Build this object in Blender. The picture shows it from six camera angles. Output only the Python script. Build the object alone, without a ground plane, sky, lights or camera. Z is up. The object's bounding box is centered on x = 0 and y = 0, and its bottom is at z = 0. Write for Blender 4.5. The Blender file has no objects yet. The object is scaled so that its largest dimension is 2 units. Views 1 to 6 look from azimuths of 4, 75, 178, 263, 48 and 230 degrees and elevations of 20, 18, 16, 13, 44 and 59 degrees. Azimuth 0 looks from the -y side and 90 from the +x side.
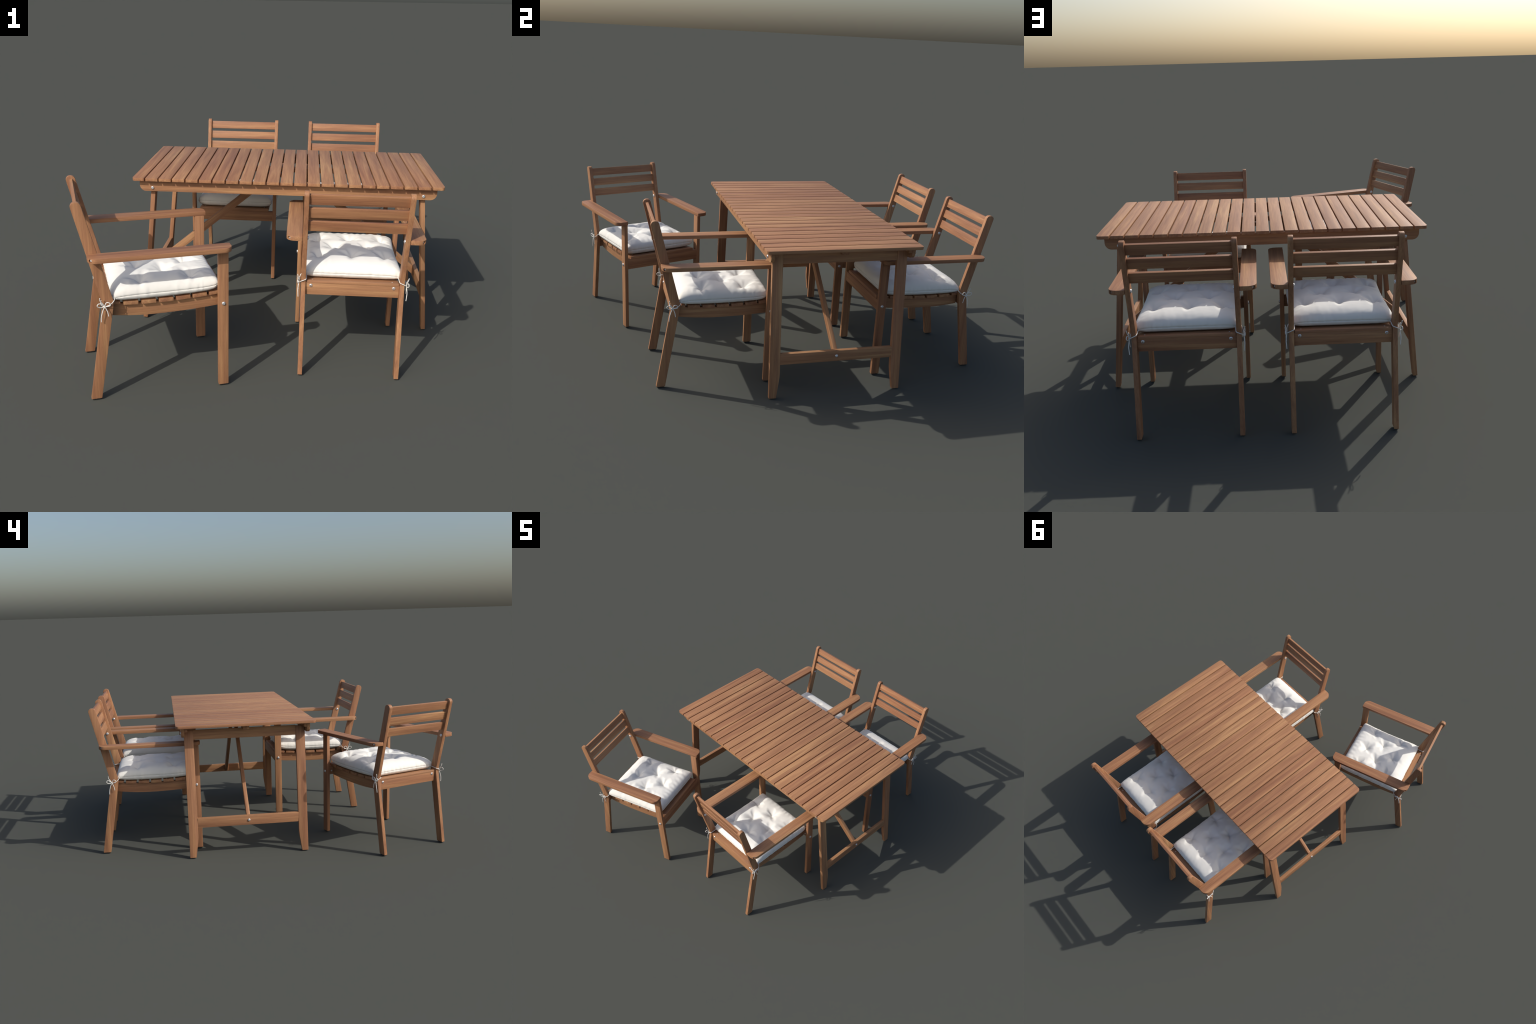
import bpy, bmesh, math
from mathutils import Matrix, Vector, noise

# ------------------------------------------------------------------ helpers
scene = bpy.context.scene
coll = scene.collection
MESH = {}


def obj(name, data, parent=None, m=None):
    o = bpy.data.objects.new(name, data)
    coll.objects.link(o)
    if parent is not None:
        o.parent = parent
    if m is not None:
        o.matrix_local = m
    return o


def frame(xdir, ydir, origin):
    """Matrix whose local X runs along xdir (the grain), Y along ydir."""
    x = Vector(xdir).normalized()
    y = Vector(ydir)
    y = (y - x * y.dot(x)).normalized()
    z = x.cross(y)
    m = Matrix((x, y, z)).transposed().to_4x4()
    m.translation = Vector(origin)
    return m


def finish(bm, name, mat, angle=35):
    me = bpy.data.meshes.new(name)
    bm.normal_update()
    bm.to_mesh(me)
    bm.free()
    me.materials.append(mat)
    me.shade_smooth()
    me.set_sharp_from_angle(angle=math.radians(angle))
    return me


def plank_mesh(name, outline, thick, mat, bevel=0.002, segments=2):
    """Board: closed outline in local XY, given thickness along Z, softened edges."""
    bm = bmesh.new()
    vs = [bm.verts.new((x, y, -thick / 2)) for x, y in outline]
    f = bm.faces.new(vs)
    r = bmesh.ops.extrude_face_region(bm, geom=[f])
    up = [v for v in r['geom'] if isinstance(v, bmesh.types.BMVert)]
    bmesh.ops.translate(bm, verts=up, vec=(0, 0, thick))
    bmesh.ops.recalc_face_normals(bm, faces=bm.faces[:])
    bm.normal_update()
    sharp = [e for e in bm.edges if len(e.link_faces) == 2 and e.calc_face_angle(0) > math.radians(28)]
    if bevel > 0:
        bmesh.ops.bevel(bm, geom=sharp, offset=bevel, segments=segments, profile=0.6,
                        affect='EDGES', clamp_overlap=True)
    return finish(bm, name, mat)


def box_mesh(name, lx, ly, lz, mat, bevel=0.002):
    return plank_mesh(name, [(-lx / 2, -ly / 2), (lx / 2, -ly / 2), (lx / 2, ly / 2), (-lx / 2, ly / 2)],
                      lz, mat, bevel)


def rounded(points, radii, n=7):
    """Polygon with each corner replaced by an arc of the given radius."""
    out = []
    k = len(points)
    for i in range(k):
        p = Vector(points[i]); a = Vector(points[i - 1]); b = Vector(points[(i + 1) % k])
        r = radii[i]
        if r <= 0:
            out.append((p.x, p.y)); continue
        d1 = (a - p).normalized(); d2 = (b - p).normalized()
        half = d1.angle(d2) / 2
        t = r / math.tan(half)
        c = p + (d1 + d2).normalized() * (r / math.sin(half))
        s = p + d1 * t; e = p + d2 * t
        a0 = math.atan2(s.y - c.y, s.x - c.x); a1 = math.atan2(e.y - c.y, e.x - c.x)
        da = (a1 - a0 + math.pi) % (2 * math.pi) - math.pi
        for j in range(n + 1):
            an = a0 + da * j / n
            out.append((c.x + r * math.cos(an), c.y + r * math.sin(an)))
    return out


# ---------------------------------------------------------------- materials
def node(nt, t, loc=(0, 0), **kw):
    n = nt.nodes.new(t)
    n.location = loc
    for k, v in kw.items():
        setattr(n, k, v)
    return n


def mixrgb(nt, mode, a, b, fac):
    n = node(nt, 'ShaderNodeMix', data_type='RGBA', blend_type=mode)
    for sock, v in ((n.inputs[0], fac), (n.inputs[6], a), (n.inputs[7], b)):
        if hasattr(v, 'links') or isinstance(v, bpy.types.NodeSocket):
            nt.links.new(v, sock)
        else:
            sock.default_value = v if not isinstance(v, tuple) else (*v, 1)
    return n.outputs[2]


def ramp(nt, fac, stops):
    n = node(nt, 'ShaderNodeValToRGB')
    el = n.color_ramp.elements
    while len(el) < len(stops):
        el.new(0.5)
    for e, (p, c) in zip(el, stops):
        e.position = p
        e.color = (*c, 1) if isinstance(c, tuple) else (c, c, c, 1)
    nt.links.new(fac, n.inputs[0])
    return n.outputs[0]


def wood_material():
    mat = bpy.data.materials.new('oiled_acacia_wood')
    mat.use_nodes = True
    nt = mat.node_tree
    bsdf = nt.nodes['Principled BSDF']
    tc = node(nt, 'ShaderNodeTexCoord')
    info = node(nt, 'ShaderNodeObjectInfo')
    shift = node(nt, 'ShaderNodeVectorMath', operation='SCALE')
    comb = node(nt, 'ShaderNodeCombineXYZ')
    comb.inputs[0].default_value = 37.0
    comb.inputs[1].default_value = 11.0
    comb.inputs[2].default_value = 23.0
    nt.links.new(comb.outputs[0], shift.inputs[0])
    nt.links.new(info.outputs['Random'], shift.inputs['Scale'])
    add = node(nt, 'ShaderNodeVectorMath', operation='ADD')
    nt.links.new(tc.outputs['Object'], add.inputs[0])
    nt.links.new(shift.outputs[0], add.inputs[1])

    def grain(sx, sy, sz, scale, detail, rough, dist=0.0):
        mp = node(nt, 'ShaderNodeMapping')
        mp.inputs['Scale'].default_value = (sx, sy, sz)
        nt.links.new(add.outputs[0], mp.inputs['Vector'])
        n = node(nt, 'ShaderNodeTexNoise')
        n.inputs['Scale'].default_value = scale
        n.inputs['Detail'].default_value = detail
        n.inputs['Roughness'].default_value = rough
        n.inputs['Distortion'].default_value = dist
        nt.links.new(mp.outputs[0], n.inputs['Vector'])
        return n.outputs['Fac']

    band = grain(0.55, 12.0, 12.0, 3.4, 4.0, 0.58, 0.35)      # broad figure along the board
    streak = grain(0.45, 17.0, 17.0, 15.0, 5.0, 0.66, 0.3)      # narrow streaks
    pore = grain(1.0, 9.0, 9.0, 75.0, 2.0, 0.6)              # short pores
    patch = grain(1.0, 2.6, 2.6, 5.0, 2.0, 0.5, 0.4)         # grey heartwood smears

    base = ramp(nt, band, [(0.22, (0.238, 0.109, 0.057)), (0.43, (0.318, 0.152, 0.077)),
                           (0.57, (0.376, 0.189, 0.092)), (0.78, (0.500, 0.282, 0.134))])
    s = ramp(nt, streak, [(0.28, 0.77), (0.5, 1.0), (0.74, 1.18)])
    c = mixrgb(nt, 'MULTIPLY', base, s, 1.0)
    pmask = ramp(nt, pore, [(0.27, 0.74), (0.42, 1.0)])
    c = mixrgb(nt, 'MULTIPLY', c, pmask, 0.6)
    gm = ramp(nt, patch, [(0.66, 0.0), (0.80, 1.0)])
    gm2 = node(nt, 'ShaderNodeMath', operation='MULTIPLY')
    nt.links.new(gm, gm2.inputs[0]); gm2.inputs[1].default_value = 0.55
    c = mixrgb(nt, 'MIX', c, (0.235, 0.135, 0.078), gm2.outputs[0])
    # board-to-board variation
    tone = ramp(nt, info.outputs['Random'], [(0.0, (0.86, 0.80, 0.80)), (0.3, (1.0, 0.98, 0.99)),
                                             (0.65, (1.06, 1.09, 1.07)), (1.0, (0.93, 0.90, 0.90))])
    c = mixrgb(nt, 'MULTIPLY', c, tone, 1.0)
    nt.links.new(c, bsdf.inputs['Base Color'])
    bsdf.inputs['Roughness'].default_value = 0.55
    bsdf.inputs['Specular IOR Level'].default_value = 0.35
    bump = node(nt, 'ShaderNodeBump')
    bump.inputs['Strength'].default_value = 0.12
    bump.inputs['Distance'].default_value = 0.002
    nt.links.new(streak, bump.inputs['Height'])
    nt.links.new(bump.outputs[0], bsdf.inputs['Normal'])
    return mat


def fabric_material(name, col, weave=1400):
    mat = bpy.data.materials.new(name)
    mat.use_nodes = True
    nt = mat.node_tree
    bsdf = nt.nodes['Principled BSDF']
    tc = node(nt, 'ShaderNodeTexCoord')
    n = node(nt, 'ShaderNodeTexNoise')
    n.inputs['Scale'].default_value = 14
    n.inputs['Detail'].default_value = 3
    nt.links.new(tc.outputs['Object'], n.inputs['Vector'])
    c = ramp(nt, n.outputs['Fac'], [(0.3, tuple(v * 0.965 for v in col)), (0.7, col)])
    nt.links.new(c, bsdf.inputs['Base Color'])
    bsdf.inputs['Roughness'].default_value = 0.9
    bsdf.inputs['Specular IOR Level'].default_value = 0.1
    bsdf.inputs['Sheen Weight'].default_value = 0.05
    w = node(nt, 'ShaderNodeTexNoise')
    w.inputs['Scale'].default_value = weave
    nt.links.new(tc.outputs['Object'], w.inputs['Vector'])
    bump = node(nt, 'ShaderNodeBump')
    bump.inputs['Strength'].default_value = 0.05
    bump.inputs['Distance'].default_value = 0.0005
    nt.links.new(w.outputs['Fac'], bump.inputs['Height'])
    nt.links.new(bump.outputs[0], bsdf.inputs['Normal'])
    return mat


def plain_material(name, col, rough, metal=0.0):
    mat = bpy.data.materials.new(name)
    mat.use_nodes = True
    nt = mat.node_tree
    bsdf = nt.nodes['Principled BSDF']
    tc = node(nt, 'ShaderNodeTexCoord')
    n = node(nt, 'ShaderNodeTexNoise')
    n.inputs['Scale'].default_value = 90
    nt.links.new(tc.outputs['Object'], n.inputs['Vector'])
    c = ramp(nt, n.outputs['Fac'], [(0.3, tuple(v * 0.88 for v in col)), (0.7, col)])
    nt.links.new(c, bsdf.inputs['Base Color'])
    bsdf.inputs['Roughness'].default_value = rough
    bsdf.inputs['Metallic'].default_value = metal
    return mat


WOOD = wood_material()
CLOTH = fabric_material('off_white_cotton', (0.845, 0.825, 0.765))
CORD = fabric_material('cotton_cord', (0.74, 0.72, 0.67), 2500)
DARK_LINE = fabric_material('dark_seam_line', (0.52, 0.50, 0.46), 2500)
STEEL = plain_material('zinc_plated_steel', (0.80, 0.80, 0.80), 0.38, 0.8)
RUBBER = plain_material('black_plastic', (0.018, 0.018, 0.018), 0.6)


# ----------------------------------------------------------------- hardware
def bolt_mesh(name, r, h, socket=True):
    """Domed bolt head, axis along +Z, sitting on z = 0, with a hexagonal socket."""
    bm = bmesh.new()
    n = 24
    prof = [(r, -0.001), (r, h * 0.25), (r * 0.93, h * 0.55), (r * 0.76, h * 0.85), (r * 0.5, h)]
    rings = [[bm.verts.new((a * math.cos(2 * math.pi * i / n), a * math.sin(2 * math.pi * i / n), z))
              for i in range(n)] for a, z in prof]
    for ra, rb in zip(rings, rings[1:]):
        for i in range(n):
            bm.faces.new((ra[i], ra[(i + 1) % n], rb[(i + 1) % n], rb[i]))
    if socket:
        hexr = [bm.verts.new((r * 0.4 * math.cos(math.pi / 3 * (i * 6 // n)) , r * 0.4 * math.sin(math.pi / 3 * (i * 6 // n)), h))
                for i in range(0, n, 4)]
        low = [bm.verts.new((v.co.x, v.co.y, h * 0.35)) for v in hexr]
        top = rings[-1]
        for i in range(6):
            a, b = hexr[i], hexr[(i + 1) % 6]
            seg = [top[(4 * i + j) % n] for j in range(5)]
            bm.faces.new([a] + seg + [b])
            bm.faces.new((low[i], a, b, low[(i + 1) % 6]))
        bm.faces.new(low)
    else:
        bm.faces.new(rings[-1])
    bm.faces.new(list(reversed(rings[0])))
    bmesh.ops.recalc_face_normals(bm, faces=bm.faces[:])
    return finish(bm, name, STEEL, 40)


BOLT = bolt_mesh('bolt', 0.0078, 0.0052)
BOLT_SMALL = bolt_mesh('recessed_bolt', 0.0052, 0.003)


def put_bolt(parent, pos, direction, mesh=BOLT, name='bolt'):
    d = Vector(direction).normalized()
    q = d.to_track_quat('Z', 'Y')
    m = q.to_matrix().to_4x4()
    m.translation = Vector(pos)
    return obj(name, mesh, parent, m)


PAD_LEG = None


def put_pad(parent, x, y, dx, dy, h):
    key = ('pad', round(dx, 4), round(dy, 4), round(h, 4))
    if key not in MESH:
        MESH[key] = box_mesh('foot_pad', dx, dy, h, RUBBER, 0.001)
    o = obj('foot_pad', MESH[key], parent, Matrix.Translation((x, y, h / 2)))
    return o


FOOT = 0.0052       # thickness of the black glides under the chair legs
TFOOT = 0.0022      # thinner ones under the table

# ==================================================================== TABLE
X0, X1 = -0.6245, 0.8180
XC = (X0 + X1) / 2
Y0, Y1 = -0.2185, 0.5362
YC = (Y0 + Y1) / 2
TOP, UNDER = 0.7388, 0.7243

table = obj('garden_table', None)
table.empty_display_size = 0.2
table.location = (XC, YC, 0)
table['label'] = 'long slatted hardwood garden table on splayed trestle legs'
table['category'] = 'garden table'
bpy.context.view_layer.update()
TI = Matrix.Translation((-XC, -YC, 0))


def tput(name, mesh, m):
    return obj(name, mesh, table, TI @ m)


# top boards
NS = 23
PITCH = (X1 - X0 + 0.0072) / NS
SW = PITCH - 0.0072
SL = Y1 - Y0
board = box_mesh('table_slat', SL, SW, TOP - UNDER, WOOD, 0.0009)
h, w = SL / 2, SW / 2
end_board = plank_mesh('table_end_slat', rounded([(-h, -w), (h, -w), (h, w), (-h, w)], [0.017, 0.017, 0, 0]),
                       TOP - UNDER, WOOD, 0.0009)
for i in range(NS):
    x = X0 + SW / 2 + i * PITCH
    if i == 0:
        m = frame((0, -1, 0), (1, 0, 0), (x, YC, (TOP + UNDER) / 2))
        tput('table_slat', end_board, m)
    elif i == NS - 1:
        m = frame((0, 1, 0), (-1, 0, 0), (x, YC, (TOP + UNDER) / 2))
        tput('table_slat', end_board, m)
    else:
        m = frame((0, 1 if i % 2 else -1, 0), (-1 if i % 2 else 1, 0, 0), (x, YC, (TOP + UNDER) / 2))
        tput('table_slat', board, m)

# long side rails with rounded lower corners, and battens under the boards
RX0, RX1 = -0.5948, 0.7896
RL = RX1 - RX0
RZ0, RZ1 = 0.6700, UNDER - 0.0004
rail = plank_mesh('table_rail', rounded([(-RL / 2, RZ0), (RL / 2, RZ0), (RL / 2, RZ1), (-RL / 2, RZ1)],
                                        [0.03, 0.03, 0, 0]), 0.0175, WOOD, 0.002)
tput('table_rail', rail, frame((1, 0, 0), (0, 0, 1), (XC, -0.1815, 0)))
tput('table_rail', rail, frame((-1, 0, 0), (0, 0, 1), (XC, 0.4985, 0)))
batten = box_mesh('table_batten', RL - 0.001, 0.0148, 0.0225, WOOD, 0.0008)
tput('table_batten', batten, frame((1, 0, 0), (0, 1, 0), (XC, -0.1650, UNDER - 0.0117)))
tput('table_batten', batten, frame((1, 0, 0), (0, 1, 0), (XC, 0.4820, UNDER - 0.0117)))
mid = box_mesh('table_centre_batten', RL - 0.004, 0.034, 0.0222, WOOD, 0.0008)
tput('table_centre_batten', mid, frame((1, 0, 0), (0, 1, 0), (XC, 0.1600, UNDER - 0.0115)))

# two leaning trestles
SLOPE = 0.0985
LEG_T = 0.0213
LTOP = 0.7005
YF, YB = -0.1705, 0.4925        # outer faces of the legs


def leg_outline(sign):
    """(height, y) outline; outer side straight, inner side tapering near the foot."""
    o = []
    pts = [(TFOOT, 0.0), (TFOOT, 0.0345), (0.05, 0.0415), (0.085, 0.0468), (0.112, 0.0496), (0.135, 0.0503), (LTOP, 0.0505),
           (LTOP, 0.0)]
    k = 1 / math.cos(math.atan(SLOPE))
    return [(z * k, sign * y) for z, y in pts]


leg_a = plank_mesh('table_leg', leg_outline(1), LEG_T, WOOD, 0.0019)
leg_b = plank_mesh('table_leg', leg_outline(-1), LEG_T, WOOD, 0.0019)
LW = (YB - 0.0505) - (YF + 0.0505)
apron = box_mesh('table_apron', LW + 0.002, 0.0535, 0.0165, WOOD, 0.002)
stretcher = box_mesh('table_stretcher', LW + 0.002, 0.0545, 0.0205, WOOD, 0.002)
for sx in (-1, 1):
    xo = XC + sx * 0.7090                       # outer face of leg on the floor
    up = Vector((-sx * SLOPE, 0, 1)).normalized()
    def on_leg(z, dx=0.0):
        return Vector((xo - sx * LEG_T / 2 - sx * SLOPE * z + dx, 0, z))
    for yy, mesh in ((YF, leg_a), (YB, leg_b)):
        m = frame(up, (0, 1, 0), on_leg(0) + Vector((0, yy, 0)))
        tput('table_leg', mesh, m)
        cy = yy + (0.017 if yy < 0 else -0.017)
        put_pad(table, xo - sx * LEG_T / 2 - XC, cy - YC, LEG_T - 0.006, 0.026, TFOOT)
    yc = (YF + YB) / 2
    tput('table_apron', apron, frame((0, 1, 0), up, on_leg(0.6765) + Vector((0, yc, 0))))
    tput('table_stretcher', stretcher, frame((0, 1, 0), (0, 0, 1), on_leg(0.1945) + Vector((sx * 0.0004, yc, 0))))
    b = on_leg(0.1950)
    put_bolt(table, TI @ (b + Vector((sx * 0.0106, 0.1585, 0))), (sx, 0, 0))
    # diagonal brace from stretcher up to the centre batten
    d = Vector((-sx * 0.7657, 0, 0.6432))
    foot = Vector((XC + sx * 0.5902, 0.159, 0.2617))
    t0 = (foot.x - (on_leg(0.19).x - sx * 0.0075)) / (sx * 0.7657)
    t1 = (0.7022 - foot.z) / 0.6432
    hw = 0.0182
    zc = lambda s: s * hw * 0.6432 / 0.7657
    # ends cut vertical at the stretcher and level under the batten
    q = 0.7657 / 0.6432
    out = [(t0 - hw * 0.84, -hw), (t1 - hw * q * -1, -hw), (t1 - hw * q, hw), (t0 + hw * 0.84, hw)]
    br = plank_mesh('table_brace', out, 0.0195, WOOD, 0.0018)
    tput('table_brace', br, frame(d, (sx * 0.6432, 0, 0.7657), foot))
    for yy, dy in ((-0.1903, -1), (0.5073, 1)):
        put_bolt(table, TI @ Vector((XC + sx * 0.6312, yy, 0.6875)), (0, dy, 0))

# =================================================================== CHAIRS
# chair frame: x = to the sitter's right, y = forward, z = up; y = 0 at the back edge of the rear feet
PI_, PO = 0.1966, 0.2163          # rear post, inner and outer face
FI, FO = 0.2168, 0.2363           # front leg, inner and outer face
SEAT_MID = 0.285


def seat_z(f):
    k = 0.26 if f < SEAT_MID else 0.205
    return 0.4058 + k * (f - SEAT_MID) ** 2


def build_chair_meshes():
    M = {}
    # rear leg and back post in one bent board; outline (height, forward)
    back = lambda z: 0.1666 - 0.2345 * z
    front = lambda z: 0.2155 - 0.2460 * z
    zt = 0.8300
    pts = [(FOOT, 0.0), (FOOT, 0.0425), (0.410, 0.1107), (0.4185, 0.1118), (0.427, 0.1105),
           (zt - 0.002, front(zt)), (zt - 0.002 + 0.0, back(zt)), (0.428, back(0.428) - 0.0003), (0.416, 0.0682),
           (0.404, 0.0669)]
    out = rounded(pts, [0, 0, 0, 0, 0, 0.0175, 0.0175, 0, 0, 0], 9)
    M['post'] = plank_mesh('back_leg', out, PO - PI_, WOOD, 0.0020)
    M['front_leg'] = plank_mesh('front_leg', [(FOOT, -0.021), (0.6088, -0.021), (0.6088, 0.021), (FOOT, 0.021)],
                                FO - FI, WOOD, 0.0020)
    # armrest outline (forward, outward), outer corners rounded
    a = rounded([(0.0215, 0.2176), (0.0215, 0.2832), (0.5712, 0.2832), (0.5712, 0.2176)], [0, 0.036, 0.033, 0], 9)
    M['arm'] = {}
    for s in (1, -1):
        M['arm'][s] = plank_mesh('armrest', [(f, s * y) for f, y in a], 0.0190, WOOD, 0.0019, 2)
    # curved side rail, outline (forward, height)
    n = 20
    fs = [0.1005 + (0.5418 - 0.1005) * i / n for i in range(n + 1)]
    low = []
    for f in fs:
        k = 0.42 if f < SEAT_MID else 0.18
        low.append((f, 0.3357 + k * (f - SEAT_MID) ** 2))
    top = [(f, seat_z(f) - 0.0156) for f in reversed(fs)]
    M['side_rail'] = plank_mesh('side_rail', low + top, 0.0198, WOOD, 0.002)
    M['back_rail'] = box_mesh('back_rail', 2 * PI_ - 0.0006, 0.0550, 0.0200, WOOD, 0.002)
    M['front_rail'] = box_mesh('front_rail', 2 * FI + 0.001, 0.0550, 0.0210, WOOD, 0.002)
    M['slat'] = box_mesh('seat_slat', 2 * 0.1938, 0.0578, 0.0152, WOOD, 0.0011)
    M['slat_back'] = box_mesh('seat_slat', 2 * 0.1938, 0.0632, 0.0118, WOOD, 0.0011)
    M['slat_front'] = box_mesh('seat_slat', 2 * 0.1938, 0.0665, 0.0152, WOOD, 0.0011)
    M['back_slat'] = box_mesh('back_slat', 2 * PI_ + 0.001, 0.0437, 0.0137, WOOD, 0.0013)
    return M


def drill_arm(mesh, side):
    """Bore the bolt hole into the rounded rear corner of an armrest."""
    o = obj('drill_target', mesh)
    bm = bmesh.new()
    d = Vector((-0.62, side * 0.78, 0)).normalized()
    p = Vector((0.0320, side * 0.2727, 0))
    q = d.to_track_quat('Z', 'Y').to_matrix().to_4x4()
    q.translation = p + d * 0.002
    bmesh.ops.create_cone(bm, cap_ends=True, segments=24, radius1=0.0074, radius2=0.0074, depth=0.022, matrix=q)
    me = bpy.data.meshes.new('drill')
    bm.to_mesh(me); bm.free()
    c = obj('drill', me)
    md = o.modifiers.new('hole', 'BOOLEAN')
    md.object = c
    md.operation = 'DIFFERENCE'
    md.solver = 'EXACT'
    dg = bpy.context.evaluated_depsgraph_get()
    dg.update()
    new = bpy.data.meshes.new_from_object(o.evaluated_get(dg))
    new.name = 'armrest'
    bpy.data.objects.remove(o); bpy.data.objects.remove(c)
    bpy.data.meshes.remove(me)
    new.set_sharp_from_angle(angle=math.radians(35))
    return new, p - d * 0.0070, d


TUFTS = [(-0.147, 0.222), (0.0, 0.222), (0.147, 0.222), (-0.072, 0.324), (0.072, 0.324),
         (-0.147, 0.424), (0.0, 0.424), (0.147, 0.424)]
CUS_F0, CUS_F1, CUS_L = 0.1030, 0.533, 0.2105


def cushion_mesh():
    """Box-free pillow: two grids sharing a stitched rim, tufted on top in a 3-2-3 pattern."""
    N = 132
    fc, fh = (CUS_F0 + CUS_F1) / 2, (CUS_F1 - CUS_F0) / 2

    def par(i):
        u = 2 * i / N - 1
        return math.copysign(1 - (1 - abs(u)) ** 2.0, u) * 0.75 + 0.25 * math.copysign(min(1, abs(u)), u)

    S = [par(i) for i in range(N + 1)]
    S = [-1.0, -0.9997] + S[1:-1] + [0.9997, 1.0]
    N = len(S) - 1
    bm = bmesh.new()

    def plan(s, t):
        # crisp stitched corners, edges drawn in a little between them and slightly wavy
        x = s * (1 - 0.022 * abs(t) ** 14 - (0.030 if s > 0 else 0.012) * (1 - t * t) * abs(s) ** 3)
        y = t * (1 - 0.020 * abs(s) ** 14)
        e = max(abs(s), abs(t)) ** 10
        wob = noise.noise(Vector((s * 9.0, t * 9.0, 3.1))) * 0.0022 + noise.noise(Vector((s * 21, t * 21, 8.7))) * 0.0009
        return x * (CUS_L + wob * e), fc + y * (fh + wob * e)

    def dimple(x, y):
        d = 0.0
        for k, (tx, ty) in enumerate(TUFTS):
            dx, dy = x - tx, y - ty
            r = math.hypot(dx, dy)
            an = math.atan2(dy, dx)
            R = 0.058 * (1 + 0.18 * math.sin(4 * an + k * 1.7) + 0.08 * math.sin(7 * an + k))
            if r < R:
                q = 1 - r / R
                d += 0.48 * q ** 1.25 + 0.52 * q ** 3.0
        return min(d, 1.05)

    def rim_z(s, t, y):
        base = 0.4380 + 0.10 * max(0.0, y - 0.30) ** 2 + 0.06 * max(0, 0.25 - y) ** 2
        return base + 0.007 * (max(0, t) ** 6) + 0.001 * max(0, -t) ** 6 * (1 - s ** 8) - 0.008 * (max(0, -t) * abs(s)) ** 8

    top, bot, rim_pts = [], [], {}
    for j, t in enumerate(S):
        rt, rb = [], []
        for i, s in enumerate(S):
            x, y = plan(s, t)
            rim = rim_z(s, t, y)
            edge = i in (0, N) or j in (0, N)
            if edge:
                nx = x * (1 - 0.0022 / CUS_L) if i in (0, N) else x
                ny = fc + (y - fc) * (1 - 0.0022 / fh) if j in (0, N) else y
                v = bm.verts.new((nx, ny, rim))
                rim_pts[(i, j)] = (nx, ny, rim)
                rt.append(v); rb.append(v)
                continue
            pa, pb = 1 - abs(s) ** 5.5, 1 - abs(t) ** (6.5 if t > 0 else 4.2)
            prof = math.sqrt(max(0, pa * pb / (pa + pb - pa * pb)))
            dome = 0.0565 * prof + 0.002 * (1 - s * s) * (1 - t * t)
            puff = noise.noise(Vector((x * 17, y * 17, 1.3))) * 0.0024 * prof
            wr = noise.noise(Vector((x * 55, y * 55, 5.0))) * 0.0005 * prof
            ed = max(abs(s), abs(t))
            ripple = (0.0016 if t > abs(s) else 0.0005) * max(0.0, 1 - abs(ed - 0.86) / 0.14) * math.sin((x if abs(t) > abs(s) else y) * 190 +
                      4 * noise.noise(Vector((x * 9, y * 9, 0)))) * prof
            z = rim + dome + puff + wr + ripple - 0.038 * dimple(x, y) * prof
            rt.append(bm.verts.new((x, y, z)))
            zb = rim - (rim - (seat_z(min(max(y, 0.13), 0.50)) + 0.0012 - 0.004 * max(0, (abs(s) - 0.9) / 0.1))) * min(1.0, 1.02 * math.sqrt(max(0, (1 - abs(s) ** 10) * (1 - abs(t) ** 13))))
            rb.append(bm.verts.new((x, y, zb)))
        top.append(rt); bot.append(rb)
    for j in range(N):
        for i in range(N):
            bm.faces.new((top[j][i], top[j][i + 1], top[j + 1][i + 1], top[j + 1][i]))
            f = (bot[j][i], bot[j + 1][i], bot[j + 1][i + 1], bot[j][i + 1])
            if len(set(f)) == 4 and bm.faces.get(f) is None:
                try:
                    bm.faces.new(f)
                except ValueError:
                    pass
    bmesh.ops.recalc_face_normals(bm, faces=bm.faces[:])
    loop = ([rim_pts[(i, 0)] for i in range(N)] + [rim_pts[(N, j)] for j in range(N)] +
            [rim_pts[(i, N)] for i in range(N, 0, -1)] + [rim_pts[(0, j)] for j in range(N, -1, -1)])
    k = 1.0018
    loop = [(x * k, fc + (y - fc) * k, z) for x, y, z in loop][::3]
    return finish(bm, 'seat_cushion', CLOTH, 70), loop


def tube_mesh(name, strands, r, mat, sides=8):
    """Cord: each strand is a smooth curve through a few control points, swept with a round section."""
    bm = bmesh.new()
    for pts in strands:
        P = [Vector(p) for p in pts]
        path = []
        for i in range(len(P) - 1):
            p0 = P[max(i - 1, 0)]; p1 = P[i]; p2 = P[i + 1]; p3 = P[min(i + 2, len(P) - 1)]
            for k in range(6):
                t = k / 6
                path.append(0.5 * ((2 * p1) + (p2 - p0) * t + (2 * p0 - 5 * p1 + 4 * p2 - p3) * t * t +
                                   (3 * p1 - p0 - 3 * p2 + p3) * t ** 3))
        path.append(P[-1])
        rings = []
        nrm = Vector((0.31, 0.2, 0.9))
        for i, p in enumerate(path):
            tan = (path[min(i + 1, len(path) - 1)] - path[max(i - 1, 0)]).normalized()
            nrm = (nrm - tan * nrm.dot(tan)).normalized()
            b = tan.cross(nrm)
            rings.append([bm.verts.new(p + r * (nrm * math.cos(2 * math.pi * k / sides) + b * math.sin(2 * math.pi * k / sides)))
                          for k in range(sides)])
        for a, b_ in zip(rings, rings[1:]):
            for k in range(sides):
                bm.faces.new((a[k], a[(k + 1) % sides], b_[(k + 1) % sides], b_[k]))
        bm.faces.new(list(reversed(rings[0])))
        bm.faces.new(rings[-1])
    bmesh.ops.recalc_face_normals(bm, faces=bm.faces[:])
    return finish(bm, name, mat, 60)


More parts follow.
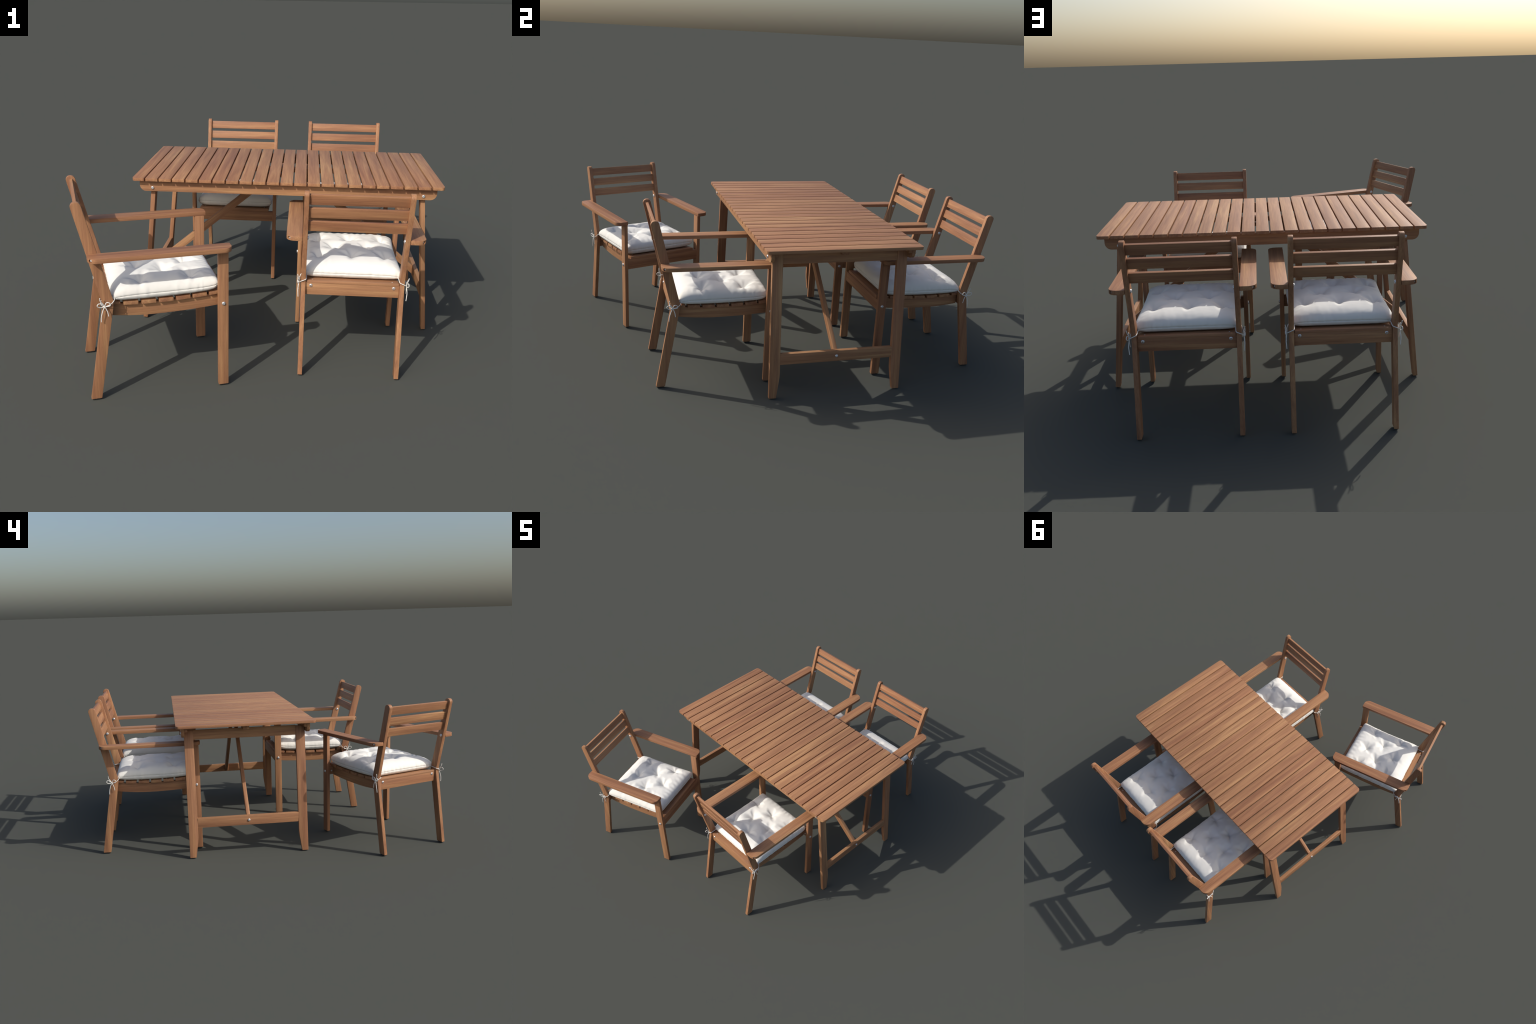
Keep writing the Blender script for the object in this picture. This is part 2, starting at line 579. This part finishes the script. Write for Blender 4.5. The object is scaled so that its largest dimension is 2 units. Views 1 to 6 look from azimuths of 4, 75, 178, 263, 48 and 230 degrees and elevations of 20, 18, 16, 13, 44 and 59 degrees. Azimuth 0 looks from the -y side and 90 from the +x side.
def tie_mesh(side):
    """Cord from the cushion corner round both sides of the post, tied in a bow on the outside."""
    o = 0.2205
    K = (o + 0.004, 0.0755, 0.4095)
    strands = [
        # forward end: cushion corner -> front of post -> knot
        [(0.190, 0.116, 0.438), (0.204, 0.1150, 0.4375), (0.2155, 0.1145, 0.431), (0.2225, 0.103, 0.4195),
         (o + 0.002, 0.090, 0.4125), K],
        # rear end: cushion corner -> behind post -> knot
        [(0.188, 0.112, 0.432), (0.1935, 0.100, 0.431), (0.1945, 0.080, 0.428), (0.197, 0.0655, 0.425),
         (0.208, 0.0628, 0.4205), (0.2175, 0.0635, 0.416), (o + 0.001, 0.069, 0.412), K],
        # rear loop
        [K, (o + 0.007, 0.066, 0.4225), (o + 0.010, 0.054, 0.4265), (o + 0.011, 0.0475, 0.4195),
         (o + 0.009, 0.0535, 0.4115), (o + 0.006, 0.066, 0.4085), K],
        # forward loop
        [K, (o + 0.006, 0.0805, 0.4240), (o + 0.009, 0.0880, 0.4285), (o + 0.010, 0.0965, 0.4235),
         (o + 0.009, 0.0965, 0.4145), (o + 0.006, 0.0880, 0.4110), K],
        # tails
        [K, (o + 0.005, 0.0690, 0.4230), (o + 0.008, 0.0600, 0.4360), (o + 0.011, 0.0588, 0.4500)],
        [K, (o + 0.006, 0.0695, 0.3985), (o + 0.008, 0.0630, 0.3800), (o + 0.007, 0.0600, 0.3640), (o + 0.006, 0.0592, 0.3480)],
        [K, (o + 0.006, 0.0805, 0.4010), (o + 0.007, 0.0860, 0.3860), (o + 0.006, 0.0885, 0.3690)],
        # knot
        [(o + 0.0035, 0.0725, 0.4060), (o + 0.0065, 0.0765, 0.4075), (o + 0.0062, 0.0785, 0.4110),
         (o + 0.0065, 0.0750, 0.4130), (o + 0.0050, 0.0720, 0.4105)],
    ]
    strands = [[(side * x, y, z) for x, y, z in s] for s in strands]
    return tube_mesh('cushion_tie', strands, 0.0018, CORD)


CM = build_chair_meshes()
ARM = {s: drill_arm(CM['arm'][s], s) for s in (1, -1)}
CUSHION, SEAM_LINE = cushion_mesh()
SEAM = tube_mesh('cushion_seam', [SEAM_LINE], 0.0007, DARK_LINE, 6)  # thin grey-beige tube, darker than the cushion, that draws the thin dark line along the seam groove
TIE = {s: tie_mesh(s) for s in (1, -1)}
SCREW = bolt_mesh('slat_screw', 0.0032, 0.0009, False)
# seat boards: (rear edge, front edge)
SLATS = [(0.1500, 0.2089), (0.2210, 0.2785), (0.2897, 0.3480), (0.3588, 0.4166), (0.4257, 0.4835)]


def build_chair(pos, heading):
    ch = obj('garden_armchair', None)
    ch.empty_display_size = 0.15
    ch.matrix_local = Matrix.Translation((pos[0], pos[1], 0)) @ Matrix.Rotation(heading - math.pi / 2, 4, 'Z')
    ch['label'] = 'slatted hardwood garden armchair with a tufted white seat cushion'
    ch['category'] = 'garden chair'
    for s in (1, -1):
        lat = s * (PI_ + PO) / 2
        obj('back_leg', CM['post'], ch, frame((0, 0, 1), (0, 1, 0), (lat, 0, 0)))
        put_pad(ch, lat, 0.0215, 0.014, 0.034, FOOT)
        lat = s * (FI + FO) / 2
        obj('front_leg', CM['front_leg'], ch, frame((0, 0, 1), (0, 1, 0), (lat, 0.543, 0)))
        put_pad(ch, lat, 0.543, 0.014, 0.034, FOOT)
        mesh, hp, hd = ARM[s]
        # local X forward, local Y toward +lateral mirrored so that the board stays upright
        m = Matrix(((0, 1, 0, 0), (1, 0, 0, 0), (0, 0, -1, 0.6185), (0, 0, 0, 1)))
        arm = obj('armrest', mesh, ch, m)
        p = m @ hp
        dvec = m.to_3x3() @ hd
        put_bolt(ch, p, dvec, BOLT_SMALL, 'recessed_bolt')
        obj('side_rail', CM['side_rail'], ch, frame((0, 1, 0), (0, 0, 1), (s * 0.1682, 0, 0)))
        put_bolt(ch, (s * 0.174, 0.0780, 0.3943), (0, -1, 0))
        put_bolt(ch, (s * FO, 0.5433, 0.3766), (s, 0, 0))
        put_bolt(ch, (s * PI_, 0.0355, 0.6195), (-s, 0, 0))
        put_bolt(ch, (s * 0.1920, 0.5413, 0.3735), (0, -1, 0), BOLT_SMALL)
    obj('back_rail', CM['back_rail'], ch, frame((1, 0, 0), (0, 0, 1), (0, 0.0860, 0.3800)))
    obj('front_rail', CM['front_rail'], ch, frame((-1, 0, 0), (0, 0, 1), (0, 0.5520, 0.3788)))

    def slat(mesh, f0, f1, th):
        fm = (f0 + f1) / 2
        d = Vector((0, f1 - f0, seat_z(f1) - seat_z(f0))).normalized()
        nrm = Vector((1, 0, 0)).cross(d)
        c = Vector((0, fm, (seat_z(f0) + seat_z(f1)) / 2)) - nrm * th / 2
        mf = frame((1, 0, 0), d, c)
        o = obj('seat_slat', mesh, ch, mf)
        for s in (1, -1):
            q = c + nrm * (th / 2) + Vector((s * 0.168, 0, 0)) - d * 0.012
            put_bolt(o, mf.inverted() @ q, (0, 0, 1), SCREW, 'slat_screw')

    slat(CM['slat_back'], 0.0752, 0.1382, 0.0118)
    for f0, f1 in SLATS:
        slat(CM['slat'], f0, f1, 0.0152)
    slat(CM['slat_front'], 0.4926, 0.5590, 0.0152)
    # three leaning back slats
    lean = Vector((0, -0.2400, 1)).normalized()
    for z in (0.7930, 0.7350, 0.6752):
        obj('back_slat', CM['back_slat'], ch, frame((1, 0, 0), lean, (0, 0.1903 - 0.2400 * z, z)))
    cu = obj('seat_cushion', CUSHION, ch, Matrix.Identity(4))
    obj('cushion_seam', SEAM, cu, Matrix.Identity(4))
    for s in (1, -1):
        obj('cushion_tie', TIE[s], cu, Matrix.Identity(4))
    return ch


build_chair((0.3956, -0.6788), math.radians(90.0))
build_chair((-0.7203, -0.7552), math.radians(20.5))
build_chair((-0.2088, 0.9756), math.radians(-90.0))
build_chair((0.4116, 0.9763), math.radians(-90.0))

for me in list(bpy.data.meshes):
    if me.users == 0:
        bpy.data.meshes.remove(me)
